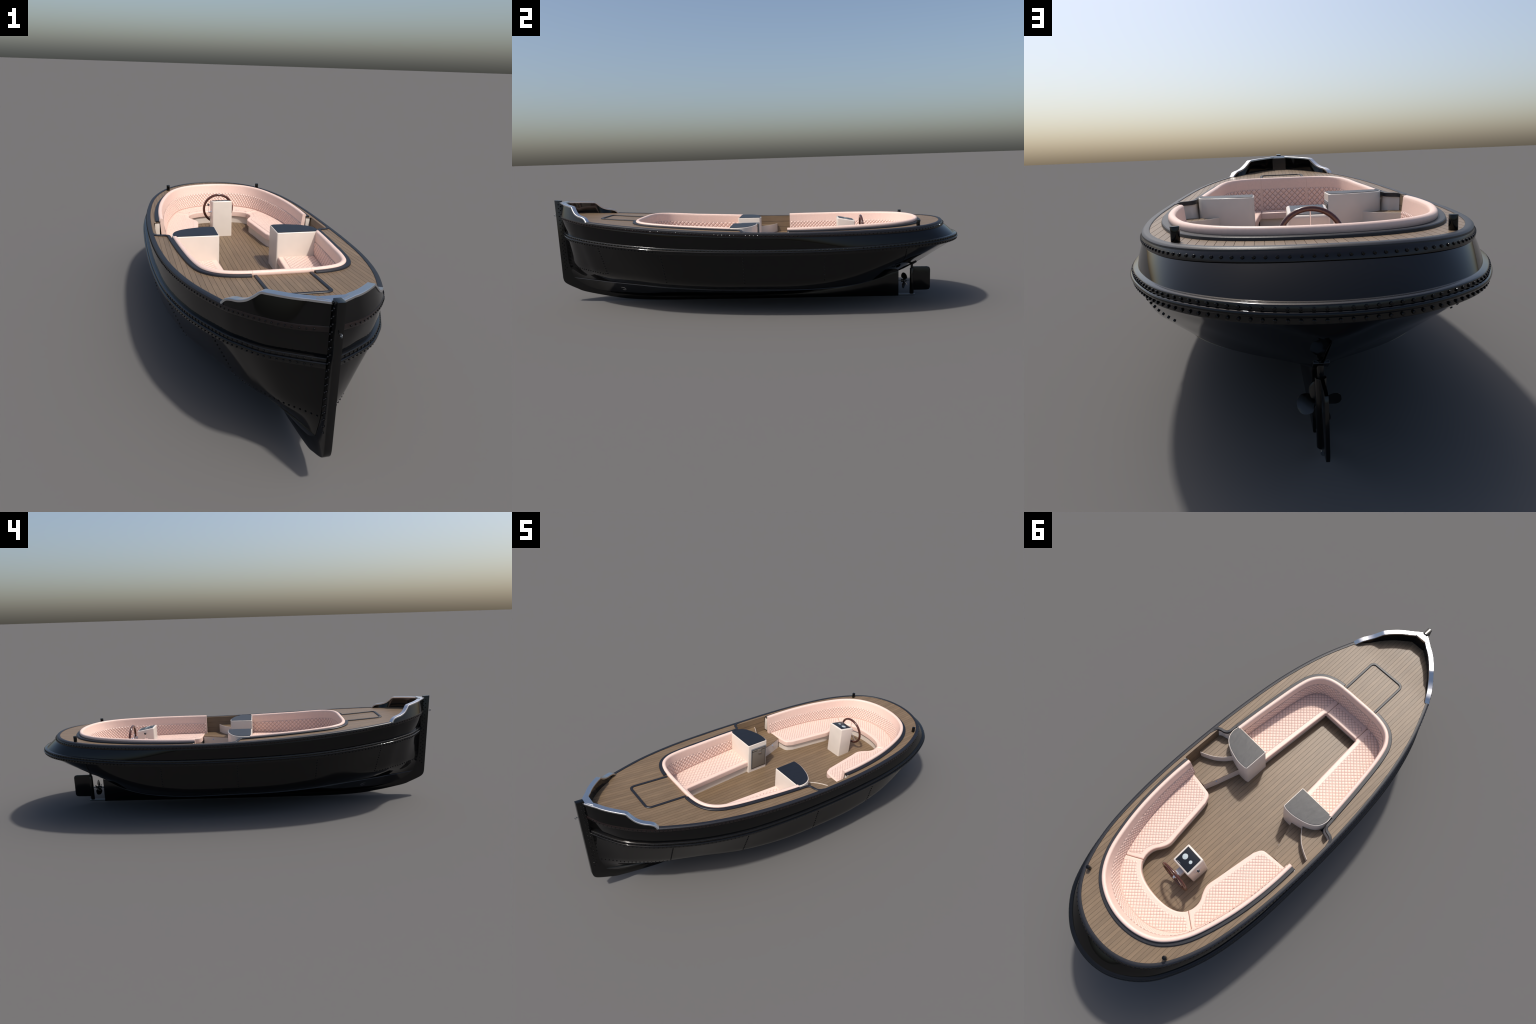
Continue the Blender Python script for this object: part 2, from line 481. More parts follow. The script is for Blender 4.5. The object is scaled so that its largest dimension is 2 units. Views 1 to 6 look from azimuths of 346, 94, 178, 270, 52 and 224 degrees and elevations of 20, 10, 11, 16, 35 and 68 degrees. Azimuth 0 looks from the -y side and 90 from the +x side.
lower = catmull([(-.9805, .150), (-.9795, .122), (-.973, .104), (-.955, .090), (-.910, .0685), (-.865, .0510), (-.738, .0245), (-.626, .0085), (-.46, .0012), (-.2, 0), (.0, 0)], 6)
keel_prof = [(-.9855, .5235)] + [tuple(p) for p in lower] + [(.3, .0012), (.60, .0025), (.729, .0030), (.728, .132), (.60, .104), (.43, .056), (.25, .032), (0, .026), (-.37, .028), (-.55, .033),
    (-.70, .049), (-.815, .077), (-.868, .102), (-.905, .132), (-.925, .165), (-.938, .21), (-.945, .35), (-.953, .521)]
plate("keel_and_stem", keel_prof, .0105, KEELP, bevel=.002)
# riveted doubling strips either side of the stem
P, D = [], []
for s in (1, -1):
    for i, z in enumerate(np.arange(.512, .165, -.0098)):
        yy = np.interp(z, [.15, .52], [-.9745, -.979]) + (.011 if i % 2 else .021)
        P.append((s * .0105, yy, z)); D.append((s, 0, 0))
V, F = rivet_mesh(P, D, .0026, .0036)
add("stem_rivets", V, F, PAINT, None, 40, kind="stuff")
# mooring eye on the stem
torus("mooring_eye", (0, -.9945, .447), (1, 0, 0), .0042, .0013, DGREY, seg=24, ring=8)
cyl("mooring_eye_shank", (0, -.986, .447), (0, 1, 0), .0014, .010, DGREY, bevel=0, seg=10)
# heel shoe, rudder and post
tube("heel_shoe", [(0, .70, .0080), (0, .74, .0085), (0, .80, .0085), (0, .811, .0085)], .0052, DGREY, None, 16)
rud = bpy.data.objects.new("rudder", None); bpy.context.scene.collection.objects.link(rud); rud.parent = ROOT
plate("rudder_blade", [(.800, .030), (.868, .031), (.880, .034), (.8845, .044), (.8835, .136), (.879, .146), (.868, .1495), (.800, .150)], .0034, KEELP, rud, .001)
cyl("rudder_post", (0, .795, .077), (0, 0, 1), .0102, .130, KEELP, rud, seg=20)
cyl("rudder_stock", (0, .794, .152), (0, 0, 1), .0062, .036, KEELP, rud, seg=16)
a = math.atan2(.607, 1)
box("stock_flange", (0, .800, .168), (.028, .034, .006), KEELP, rud, .001, Matrix.Rotation(a, 4, 'X'))
# propeller
prop = bpy.data.objects.new("propeller", None); bpy.context.scene.collection.objects.link(prop); prop.parent = ROOT
cyl("propeller_shaft", (0, .756, .079), (0, 1, 0), .0036, .062, DGREY, prop, seg=14, bevel=0)
tube("propeller_hub", [(0, .741, .079), (0, .744, .079), (0, .756, .079), (0, .766, .079), (0, .772, .079)], .007, PROPM, prop, 16, [.0055, .0075, .0078, .006, .002])
def blade():
    V = []; n, m = 13, 9
    for i in range(n):
        k = i / (n - 1)
        r = .006 + .0345 * k
        w = .0182 * math.sqrt(max(0, 1 - (abs(k - .50) / .52) ** 2.4)) * (1 if k > .25 else .45 + 2.2 * k) + .0004
        pit = math.radians(46 - 18 * k)
        for j in range(m):
            c = (j / (m - 1) - .5) * 2 * w
            V.append((c * math.cos(pit), c * math.sin(pit) + .0012 * (1 - (c / w) ** 2), r))
    o = len(V)
    V += [(x, y + .0013, z) for x, y, z in V]
    F = grid_faces(n, m) + [f[::-1] for f in grid_faces(n, m, o)]
    rim = [i * m for i in range(n)] + [(n - 1) * m + j for j in range(1, m)] + [i * m + m - 1 for i in range(n - 2, -1, -1)] + [j for j in range(m - 2, 0, -1)]
    for k in range(len(rim)):
        a, b = rim[k], rim[(k + 1) % len(rim)]
        F.append((a, b, b + o, a + o))
    return V, F
V, F = blade()
b0 = add("propeller_blade", V, F, PROPM, prop, 50)
for k in range(4):
    ob = b0 if k == 0 else b0.copy()
    if k:
        bpy.context.scene.collection.objects.link(ob)
    ob.location = (0, .756, .079); ob.rotation_euler = (0, math.radians(8 + 90 * k), 0)
# bow thruster tunnel mouths and a side outlet
for s in (1, -1):
    i = int(np.argmin(np.abs(CHINE[:, 1] + .655)))
    c0, k0 = CHINE[i], KEEL[i]
    p = c0 * .52 + k0 * .48
    d = np.cross(CHINE[i + 1] - c0, k0 - c0); d /= np.linalg.norm(d); d *= np.sign(d[0])
    d = Vector((s * d[0], d[1], d[2])); p = Vector((s * p[0], p[1], p[2]))
    torus("thruster_ring", p, d, .0135, .0022, CHROME, seg=36, ring=8)
    cyl("thruster_mouth", p, d, .0125, .0024, KEELP, seg=28, bevel=0)
i = int(np.argmin(np.abs(BILGE[:, 1] - .075)))
torus("hull_outlet", (-BILGE[i, 0] - .001, .075, .157), (-1, 0, -.4), .0042, .0012, PAINT, seg=24, ring=8)

# ------------------------------------------------- bow bulwark and steel cap
def half_at(curve, ys):
    return np.stack([np.interp(ys, curve[:, 1], curve[:, k]) for k in range(3)], -1)
bw_h = catmull([(-.957, .056), (-.90, .0545), (-.86, .0535), (-.846, .052), (-.834, .040), (-.818, .027), (-.797, .0195), (-.775, .0175), (-.758, .0125), (-.745, .000)], 8)
bys = bw_h[:, 0]
base = half_at(DECK, np.clip(bys, DECK[0, 1], 1)); base[:, 1] = np.maximum(bys, -.955)
base[:, 2] = np.interp(bys, DECK[:, 1], DECK[:, 2])
lean = .30
topo = base.copy(); topo[:, 2] += bw_h[:, 1]
fl = np.clip((base[:, 0] - .012) / .06, 0, 1)
topo[:, 0] -= lean * bw_h[:, 1] * fl
topo[:, 1] += .10 * bw_h[:, 1] * fl
for s, nm in ((1, "bow_bulwark"), (-1, "bow_bulwark")):
    n = normals2d(base); n *= np.sign(n[len(n) // 2, 0])
    outer_lo = base.copy(); outer_lo[:, 2] -= .004
    inner_t = topo.copy(); inner_t[:, :2] -= n * .0145
    inner_b = base.copy(); inner_b[:, :2] -= n * (np.interp(bys, [-.957, -.925, -.80, -.752], [.012, .027, .029, .010]))[:, None]; inner_b[:, 2] -= .003
    inner_t[:, 0] = np.maximum(inner_t[:, 0], .002); inner_b[:, 0] = np.maximum(inner_b[:, 0], .002)
    M = np.array([s, 1, 1])
    R = [outer_lo * M, (outer_lo * .6 + topo * .4) * M, topo * M, inner_t * M, (inner_t * .5 + inner_b * .5) * M, inner_b * M]
    skin(nm, R, PAINT, angle=40)
    # steel capping that follows the scrolled top edge
    tang = np.gradient(topo, axis=0); tang /= np.linalg.norm(tang, axis=1)[:, None]
    nin = np.c_[-n, np.zeros(len(n))]
    upv = np.cross(tang, nin); upv *= np.sign(upv[:, 2:3] + 1e-9); upv /= np.linalg.norm(upv, axis=1)[:, None]
    prof = [(-.0028, -.0030), (-.0028, .0022), (-.0016, .0036), (.0172, .0036), (.0184, .0024), (.0184, -.0030)]
    V = []
    for p, a, u in zip(topo, nin, upv):
        for q, w in prof:
            v = p + a * q + u * w
            v[0] = max(v[0], .0006)
            V.append(v * M)
    F = grid_faces(len(topo), len(prof), wrap_m=True) + [tuple(range(len(prof))), tuple(range(len(V) - len(prof), len(V)))]
    add("bulwark_cap", V, F, STEEL, None, 35)
zt = float(topo[0, 2])
prism("breast_hook", [(-.0310, -.9240), (.0310, -.9240), (.0400, -.9285), (.024, -.9420), (.009, -.9525), (-.009, -.9525), (-.024, -.9420), (-.0400, -.9285)], zt - .0060, zt + .0038, STEEL, bevel=.0008, seg=2)
prism("stem_block", [(-.0305, -.9250), (.0305, -.9250), (.0305, -.932), (.012, -.95), (-.012, -.95), (-.0305, -.932)], .44, zt - .003, KEELP)

# ----------------------------------------------------- cockpit outline curves
FWD_H = catmull([(.2850, -.068), (.2785, -.150), (.2705, -.235), (.2590, -.340), (.2480, -.410), (.2330, -.463), (.2060, -.502), (.1700, -.525), (.1200, -.5375), (.0600, -.5410), (0, -.5410)], 12, sym_end=True)
AFT_H = catmull([(.3170, .189), (.3155, .280), (.3085, .375), (.2940, .475), (.2700, .575), (.2400, .660), (.2000, .724), (.1500, .768), (.0800, .797), (0, .807)], 12, sym_end=True)
def rim_z(y):
    return np.interp(y, [-.541, -.31, -.075, .19, .37, .6, .81], [.4305, .4125, .4005, .3970, .3985, .4020, .4060])
SEAT_F, SEAT_A, FLOOR = .2995, .2965, .2350
fwd = mirror_half(FWD_H); aft = mirror_half(AFT_H)
fwd = resample(fwd, .004); aft = resample(aft, .004)
def path3(p, zf):
    return np.c_[p, zf(p[:, 0], p[:, 1])]
nf = normals2d(fwd); SF = 1 if nf[len(nf) // 2][1] < 0 else -1      # outward at the front = -y
na = normals2d(aft); SA = 1 if na[len(na) // 2][1] > 0 else -1
S_TRIM = catmull([(.2945, -.085), (.2960, -.050), (.2995, -.027), (.3120, -.0155), (.3300, -.0110), (.3430, -.0040), (.3510, .0100), (.3550, .0300)], 8)

# deck opening (plan outline)
open_half = np.vstack([FWD_H[::-1] - np.array([0.004, 0]) * 0, S_TRIM[1:-9], [[.3400, .004], [.3405, .10], [.3400, .188]], AFT_H])
open_half[:, 0] = np.maximum(open_half[:, 0], 0)

def loop_from_half(h):
    """half outline running front centre -> aft centre on +x, mirrored to a closed loop"""
    return np.vstack([h, (h[1:-1] * [-1, 1])[::-1]])

hole = loop_from_half(open_half)
dk = DECK[:, :2].copy()
dk_n = normals2d(DECK) * (1 if normals2d(DECK)[60][0] > 0 else -1)
outer_half = np.vstack([[0, -.945], (dk - dk_n * .008)[2:-1], [0, .912]])
outer_half[:, 0] = np.maximum(outer_half[:, 0], 0)
outer = loop_from_half(outer_half)

def plank_field(name, loops, pitch, gap, zf, thick, mat, parent, x_phase=.5, ystep=.035, axis=0):
    """fill the plan loops, cut into straight planks, give each plank depth"""
    bm = bmesh.new()
    for lp in loops:
        vs = [bm.verts.new((x, y, 0)) for x, y in lp]
        for i in range(len(vs)):
            bm.edges.new((vs[i], vs[(i + 1) % len(vs)]))
    bmesh.ops.triangle_fill(bm, use_beauty=True, edges=list(bm.edges))
    xs = [v.co[axis] for v in bm.verts]
    lo = math.floor(min(xs) / pitch - x_phase) ; hi = math.ceil(max(xs) / pitch + x_phase)
    nrm = [0, 0, 0]; nrm[axis] = 1
    for k in range(lo, hi + 1):
        for s in (-.5, .5):
            co = [0, 0, 0]; co[axis] = (k + x_phase) * pitch + s * gap
            g = list(bm.verts) + list(bm.edges) + list(bm.faces)
            bmesh.ops.bisect_plane(bm, geom=g, plane_co=co, plane_no=nrm)
    if axis == 0:
        ys = [v.co.y for v in bm.verts]
        for y in np.arange(min(ys) + ystep, max(ys), ystep):
            g = list(bm.verts) + list(bm.edges) + list(bm.faces)
            bmesh.ops.bisect_plane(bm, geom=g, plane_co=(0, y, 0), plane_no=(0, 1, 0))
    groups = {}
    for f in bm.faces:
        c = f.calc_center_median()[axis] / pitch - x_phase
        k = math.floor(c)
        fr = (c - k) * pitch
        if fr < gap / 2 or fr > pitch - gap / 2:
            continue
        groups.setdefault(k, []).append([v.co.copy() for v in f.verts])
    bm.free()
    obs = []
    for k in sorted(groups):
        b = bmesh.new()
        for vs in groups[k]:
            try:
                b.faces.new([b.verts.new(v) for v in vs])
            except ValueError:
                pass
        bmesh.ops.remove_doubles(b, verts=b.verts, dist=1e-5)
        bmesh.ops.dissolve_limit(b, angle_limit=.001, verts=list(b.verts), edges=[e for e in b.edges if len(e.link_faces) == 2 and abs((e.verts[0].co - e.verts[1].co).y) > 1e-4], delimit=set())
        bmesh.ops.recalc_face_normals(b, faces=b.faces)
        for f in b.faces:
            if f.normal.z < 0:
                f.normal_flip()
        r = bmesh.ops.extrude_face_region(b, geom=list(b.faces))
        newv = [v for v in r["geom"] if isinstance(v, bmesh.types.BMVert)]
        top = set(newv)
        for v in b.verts:
            v.co.z = float(zf(v.co.x, v.co.y)) - (0 if v in top else thick)
        bmesh.ops.recalc_face_normals(b, faces=b.faces)
        me = bpy.data.meshes.new(name); b.to_mesh(me); b.free()
        obs.append(finish(name, me, mat, parent, 30))
    return obs

deck = bpy.data.objects.new("deck", None); bpy.context.scene.collection.objects.link(deck); deck.parent = ROOT
plank_field("deck_plank", [outer, hole],   .0156, .0009, lambda x, y: deck_z(x, y) + .0004, .003, TEAK, deck)
# caulking bed under the planks
def bed(name, loops, zf, mat, parent, ystep=.04):
    bm = bmesh.new()
    for lp in loops:
        vs = [bm.verts.new((x, y, 0)) for x, y in lp]
        for i in range(len(vs)):
            bm.edges.new((vs[i], vs[(i + 1) % len(vs)]))
    bmesh.ops.triangle_fill(bm, use_beauty=True, edges=list(bm.edges))
    for y in np.arange(-1, 1, ystep):
        bmesh.ops.bisect_plane(bm, geom=list(bm.verts) + list(bm.edges) + list(bm.faces), plane_co=(0, y, 0), plane_no=(0, 1, 0))
    for v in bm.verts:
        v.co.z = float(zf(v.co.x, v.co.y))
    me = bpy.data.meshes.new(name); bm.to_mesh(me); bm.free()
    return finish(name, me, mat, parent, 30)
bed("deck_caulking", [outer, hole], lambda x, y: deck_z(x, y) - .0006, CAULK, deck)

# cockpit sole
sole = bpy.data.objects.new("cockpit_sole", None); bpy.context.scene.collection.objects.link(sole); sole.parent = ROOT
sole_loop = loop_from_half(np.array([(0, -.53), (.12, -.525), (.19, -.49), (.235, -.4), (.26, -.2), (.29, 0), (.30, .2), (.29, .4), (.24, .6), (.17, .7), (0, .74)]))
plank_field("sole_plank", [sole_loop], .0182, .0012, lambda x, y: FLOOR, .003, TEAK, sole, ystep=.2)
bed("sole_caulking", [sole_loop], lambda x, y: FLOOR - .0009, CAULK, sole, .5)

# trim strip on the deck round both coamings, running out to the rail amidships
def dz_path(p, dz=0.):
    return np.c_[p, deck_z(p[:, 0], p[:, 1]) + dz]
TRIM = [(-.003, -.002), (-.003, .0078), (.0140, .0074), (.0158, .0060), (.0164, .0035), (.0164, -.002)]
sel = [i for i in range(len(fwd)) if abs(fwd[i, 0]) > .094 or fwd[i, 1] > -.4]
cut = [i for i in range(1, len(sel)) if sel[i] != sel[i - 1] + 1][0]
for part in (sel[:cut], sel[cut:]):
    sweep("coaming_trim", dz_path(fwd[part]), TRIM, RAIL, side=SF)
sweep("coaming_trim", dz_path(aft), TRIM, RAIL, side=SA)
for s in (1, -1):
    sp = resample(S_TRIM, .004) * [s, 1]
    nn = normals2d(sp)
    spz = dz_path(sp); spz[:, 2] -= np.interp(sp[:, 1], [-.03, .015], [0, .0042])
    sweep("boarding_trim", spz, [(-.0058, -.006), (-.0058, .0058), (-.0048, .0068), (.0048, .0068), (.0058, .0058), (.0058, -.006)], RAIL)
    wall = resample(S_TRIM[:-12], .004) * [s, 1]
    zt_ = deck_z(wall[:, 0], wall[:, 1])
    V = []
    for (x, y), z in zip(wall, zt_):
        V += [(x - s * .002, y + .0005, z - .001), (x - s * .010, y + .004, .33)]
    add("boarding_bulkhead", V, grid_faces(len(wall), 2), CREAM, None)

# flush foredeck hatch frame
hw, y0, y1, rc = .0865, -.545, -.7255, .020
hf = [(hw, y0), (hw, y1 + rc)] + [(hw - rc + rc * math.cos(a), y1 + rc - rc * math.sin(a)) for a in np.linspace(0, math.pi / 2, 9)][1:]
hf = np.array(hf + [(-x, y) for x, y in hf[::-1]])
hf = resample(hf, .004)
sweep("hatch_frame", dz_path(hf), [(-.0056, -.001), (-.0056, .0030), (-.0038, .0046), (.0038, .0046), (.0056, .0030), (.0056, -.001)], RAIL)

# ---------------------------------------------------- quilted pink backrests
def inside_poly(P, poly):
    x, y = P[:, 0], P[:, 1]; c = np.zeros(len(P), bool)
    a = poly; b = np.roll(poly, -1, 0)
    for (x1, y1_), (x2, y2) in zip(a, b):
        k = ((y1_ > y) != (y2 > y)) & (x < (x2 - x1) * (y - y1_) / (y2 - y1_ + 1e-12) + x1)
        c ^= k
    return c
def edge_dist(P, poly):
    d = np.full(len(P), 9.)
    a = poly; b = np.roll(poly, -1, 0)
    for p, q in zip(a, b):
        e = q - p; L = e @ e + 1e-12
        t = np.clip(((P - p) @ e) / L, 0, 1)
        d = np.minimum(d, np.linalg.norm(P - (p + t[:, None] * e), axis=1))
    return d

FR = np.array([0, .055, .16, .32, .5, .68, .84, .945])
def quilt(name, u_rng, v_rng, pu, pv, keep, place, parent, height, power=.5):
    """diamond-quilted panel with grooves coloured a darker pink. keep(u,v)->(bool, border distance); place(u,v,h)->xyz"""
    sub = len(FR)
    i0 = int(math.floor(u_rng[0] / pu + v_rng[0] / pv)) - 1; i1 = int(math.ceil(u_rng[1] / pu + v_rng[1] / pv)) + 1
    j0 = int(math.floor(u_rng[0] / pu - v_rng[1] / pv)) - 1; j1 = int(math.ceil(u_rng[1] / pu - v_rng[0] / pv)) + 1
    ai = np.concatenate([k + FR for k in range(i0, i1)]); aj = np.concatenate([k + FR for k in range(j0, j1)])
    I, J = np.meshgrid(ai, aj, indexing='ij')
    u = (I + J) * pu / 2; v = (I - J) * pv / 2
    sh = u.shape
    ok, bd = keep(u.ravel(), v.ravel())
    fi = np.mod(I, 1); fj = np.mod(J, 1)
    h = height * (np.sin(np.pi * fi) * np.sin(np.pi * fj)).clip(0, 1) ** power
    h = h.ravel() * np.clip(bd / .004, 0, 1) - .0012 * np.clip(1 - bd / .0015, 0, 1) + .0004
    okg = ok.reshape(sh)
    q = okg[:-1, :-1] & okg[1:, :-1] & okg[1:, 1:] & okg[:-1, 1:]
    lin = np.arange(u.size).reshape(sh)
    quads = np.stack([lin[:-1, :-1][q], lin[1:, :-1][q], lin[1:, 1:][q], lin[:-1, 1:][q]], -1)
    ci = np.arange(sh[0] - 1)[:, None] % sub; cj = np.arange(sh[1] - 1)[None, :] % sub
    in_groove = ((ci == 0) | (ci == sub - 1) | (cj == 0) | (cj == sub - 1))[q]
    used = np.unique(quads)
    idx = -np.ones(u.size, int); idx[used] = np.arange(len(used))
    P = place(u.ravel()[used], v.ravel()[used], h[used])
    ob = add(name, P, idx[quads], PINK, parent, 180)
    ob.data.materials.append(DARK_GROOVE)
    ob.data.polygons.foreach_set("material_index", in_groove.astype(int))
    return ob

RW = .016      # rim width
def foot_f(x, y):
    return np.full(np.shape(y), .0165)
def foot_a(x, y):
    return np.interp(y, [.19, .45, .70, .76], [.027, .031, .038, .045])
def backrest(name, path, side, seat_z, pitch, band, foot):
    """padded rim + sloping inner wall swept along path, quilted below the plain band"""
    z = rim_z(path[:, 1]); n = normals2d(path) * side
    V = []; ft = foot(path[:, 0], path[:, 1])
    for p, q, zt, BT in zip(path, n, z, ft):
        hh = zt - seat_z
        prof = [(-.002, -.016), (.0004, -.0135), (.0012, -.009), (.0004, -.0042), (-.0022, -.0012), (-.0055, 0), (-.0105, -.0003), (-.0140, -.0020), (-RW, -.0055),
                (-RW - .0006, -.012), (-RW - (BT - RW) * .36, -.40 * hh), (-BT, -hh - .004), (-.010, -hh - .004)]
        for a, b in prof:
            V.append((p[0] + q[0] * a, p[1] + q[1] * a, zt + b))
    m = 13
    F = grid_faces(len(path), m, wrap_m=True) + [tuple(range(m)), tuple(range(len(V) - m, len(V)))]
    ob = add(name, V, F, PINK, None, 50)
    # quilting
    s = np.r_[0, np.cumsum(np.linalg.norm(np.diff(path, axis=0), axis=1))]
    def dat(u):
        f = lambda a: np.interp(u, s, a)
        nx, ny = f(n[:, 0]), f(n[:, 1]); L = np.hypot(nx, ny)
        return f(path[:, 0]), f(path[:, 1]), nx / L, ny / L, f(z)
    def keep(u, v):
        zt = np.interp(u, s, z); hi = zt - band - seat_z
        bd = np.minimum(np.minimum(u - .003, s[-1] - .003 - u), np.minimum(v - .001, hi - v))
        return bd > 0, bd
    def place(u, v, h):
        x, y, nx, ny, zt = dat(u)
        hh = zt - seat_z
        zz = seat_z + v
        k = (zt - zz) / hh
        f_ = np.interp(u, s, ft) - RW
        a = RW + f_ * np.interp(k, [.1, .40, 1.03], [0, .36, 1]) + h
        return np.stack([x - nx * a, y - ny * a, zz + h * .12], -1)
    quilt(name + "_quilting", (0, s[-1]), (0, .10), pitch, pitch, keep, place, ob, .0034)
    return ob
# forward backrest in three upholstered lengths, seams at the hatch sides
xs = fwd[:, 0]
brk = [i for i in range(1, len(fwd)) if (xs[i - 1] > .093) != (xs[i] > .093) or (xs[i - 1] > -.093) != (xs[i] > -.093)]
def trimmed(p, g=.00025):
    q = p.copy(); d0 = q[1] - q[0]; d1 = q[-2] - q[-1]
    q[0] += d0 / np.linalg.norm(d0) * g; q[-1] += d1 / np.linalg.norm(d1) * g
    return q
for a_, b_ in ((0, brk[0]), (brk[0], brk[1]), (brk[1], len(fwd) - 1)):
    backrest("forward_backrest", trimmed(fwd[a_:b_ + 1]), SF, SEAT_F, .0225, .042, foot_f)
backrest("aft_backrest", aft, SA, SEAT_A, .0175, .041, foot_a)
# cream structure behind the free ends of the aft backrest
for s in (1, -1):
    box("backrest_end_panel", (s * .3265, .1935, .343), (.019, .006, .078), CREAM, None, .001)

# ---------------------------------------------------------- seat cushions
def inner_line(path, side, off):
    return path - normals2d(path) * side * off
def seat(name, outline, z, thick, base_inset, pitch, qmargin, quilted=True, base=True):
    ob = prism(name, outline, z - thick, z, PINK, None, bevel=.0055, seg=4, angle=60)
    if quilted:
        qp = offset_poly(np.array(qmargin), 0)
        pu = pitch * math.sqrt(2)
        lo = qp.min(0); hi = qp.max(0)
        def keep(u, v):
            P = np.stack([u, v], -1)
            k = inside_poly(P, qp); d = np.zeros(len(P))
            ii = np.where(k)[0]
            d[ii] = edge_dist(P[ii], qp)
            return k, d
        quilt(name + "_quilting", (lo[0], hi[0]), (lo[1], hi[1]), pu, pu, keep, lambda u, v, h: np.stack([u, v, z + h], -1), ob, .0022)
    if base:
        pass
    return ob

def rounded(poly, r, n=6):
    """round the corners of a plan polygon; r may be a list"""
    out = []; P = [np.array(p, float) for p in poly]; N = len(P)
    rs = r if isinstance(r, (list, tuple)) else [r] * N
    for i in range(N):
        a, b, c = P[i - 1], P[i], P[(i + 1) % N]
        rr = rs[i]
        if rr <= 0:
            out.append(b); continue
        d1 = (a - b) / np.linalg.norm(a - b); d2 = (c - b) / np.linalg.norm(c - b)
        k = min(rr, .45 * np.linalg.norm(a - b), .45 * np.linalg.norm(c - b))
        p, q = b + d1 * k, b + d2 * k
        for t in np.linspace(0, 1, n):
            out.append((1 - t) ** 2 * p + 2 * t * (1 - t) * b + t * t * q)
    return np.array(out)

wall_f = FWD_H - (normals2d(FWD_H) * (1 if normals2d(FWD_H)[20][0] > 0 else -1)) * .0085
wall_a = AFT_H - (normals2d(AFT_H) * (1 if normals2d(AFT_H)[20][0] > 0 else -1)) * (foot_a(0, AFT_H[:, 1]) - .009)[:, None]
XB, XC, YC, XS, YS = .1190, .0965, -.4385, .0915, -.5165
for s in (1, -1):
    M = np.array([s, 1])
    w = wall_f[wall_f[:, 0] > XS]
    w = w[np.argsort(np.arange(len(w)))]
    # side cushion: from the pod forward to the mitre seam
    out_ = np.vstack([[(XB, -.072)], [(w[0][0], -.072)], w[1:], [(XS + .0003, YS + .004)], [(XS + .0003, YC - .004)], [(XC, YC)]])
    qp = np.vstack([[(XB + .020, -.078)], [(w[0][0] - .010, -.078)], (w[2:-2] - [.010, 0]), [(XS + .020, YS + .006)], [(XS + .022, YC - .006)], [(XC + .019, YC + .006)]])
    seat("forward_side_seat", out_ * M, SEAT_F, .025, .01, .0140, qp * M)
    prism("forward_seat_base", rounded(np.array([(XB + .007, -.07), (.25, -.07), (.22, -.42), (XC + .007, YC - .012)]) * M, 0), FLOOR - .002, SEAT_F - .0245, CREAM)
w = wall_f[wall_f[:, 0] <= XS]
cross = np.vstack([[(XS - .0003, YC - .006)], [(XS - .0003, w[0][1])], w[1:-1], (w[1:-1] * [-1, 1])[::-1], [(-XS + .0003, w[0][1])], [(-XS + .0003, YC - .006)]])
qc = np.array([(XS - .008, YC - .024), (XS - .008, -.507), (.03, -.510), (-.03, -.510), (-XS + .008, -.507), (-XS + .008, YC - .024)])
seat("forward_cross_seat", cross, SEAT_F, .025, .01, .0140, qc)
prism("forward_seat_base", [(-.10, YC - .020), (.10, YC - .020), (.10, -.50), (-.10, -.50)], FLOOR - .002, SEAT_F - .0245, CREAM)

# aft seat: two side cushions and the curved stern cushion round the helm bay
edge_side = catmull([(.1530, .240), (.1410, .320), (.1270, .420), (.1195, .468), (.1225, .492), (.1330, .515), (.1450, .535), (.1510, .557), (.1500, .580), (.1445, .5985)], 8)
edge_bay = catmull([(.1435, .6000), (.1370, .612), (.1200, .6285), (.1000, .6400), (.0700, .6500), (.0350, .6555), (0, .6570)], 8, sym_end=True)
seam_o = np.array([.2090, .6380])
ia = [i for i in range(len(wall_a)) if wall_a[i, 1] < .636]
ib = [i for i in range(len(wall_a)) if wall_a[i, 1] >= .640]
for s in (1, -1):
    M = np.array([s, 1])
    wa = wall_a[ia]
    front = rounded([(.30, .193), (.168, .2125), (.1515, .250)], [0, .022, 0], 8)[1:-1]
    out_ = np.vstack([[(wa[0][0], .1965)], front, edge_side[1:], [seam_o + [-.0003, -.0004]], wa[::-1][:-1]])
    inq = edge_side[3:-1] + [.0185, 0]
    qp = np.vstack([[(wa[0][0] - .0105, .2085)], [(.185, .2225)], [(.1725, .240)], inq[(inq[:, 1] < .575)], [(.168, .590)], [(.206, .6215)], (wa[::-1][2:-2] - [.0105, 0])])
    seat("aft_side_seat", out_ * M, SEAT_A, .0255, .01, .0121, qp * M)
    eb = np.vstack([edge_side[2:-1] + [.008, 0], edge_bay * [1.035, 1] + [0, .006]])
    base_ = np.vstack([[(.285, .203)], rounded([(.30, .200), (.174, .2195), (.159, .255)], [0, .022, 0], 8)[1:-1], eb, [(0, .72)], [(.15, .70)], [(.25, .5)]])
    prism("aft_seat_base", base_ * M, FLOOR - .002, SEAT_A - .025, CREAM)
wb = wall_a[ib]
sh = np.vstack([edge_bay, (edge_bay[:-1] * [-1, 1])[::-1]])
wbf = np.vstack([wb, (wb[:-1] * [-1, 1])[::-1]])
stern = np.vstack([sh, [seam_o * [-1, 1] + [.0003, .0004]], wbf[::-1][1:-1], [seam_o + [-.0003, .0004]]])
ebq = edge_bay[4:] + (normals2d(edge_bay)[4:] * (1 if normals2d(edge_bay)[-1][1] > 0 else -1)) * .0185
ebq = ebq[ebq[:, 0] >= 0]; ebq[-1, 0] = 0
wq = wb - (normals2d(wb) * (1 if normals2d(wb)[-1][1] > 0 else -1)) * .0095; wq[-1, 0] = 0
qh = np.vstack([[(.1550, .622)], ebq]); 
wqh = wq[2:]
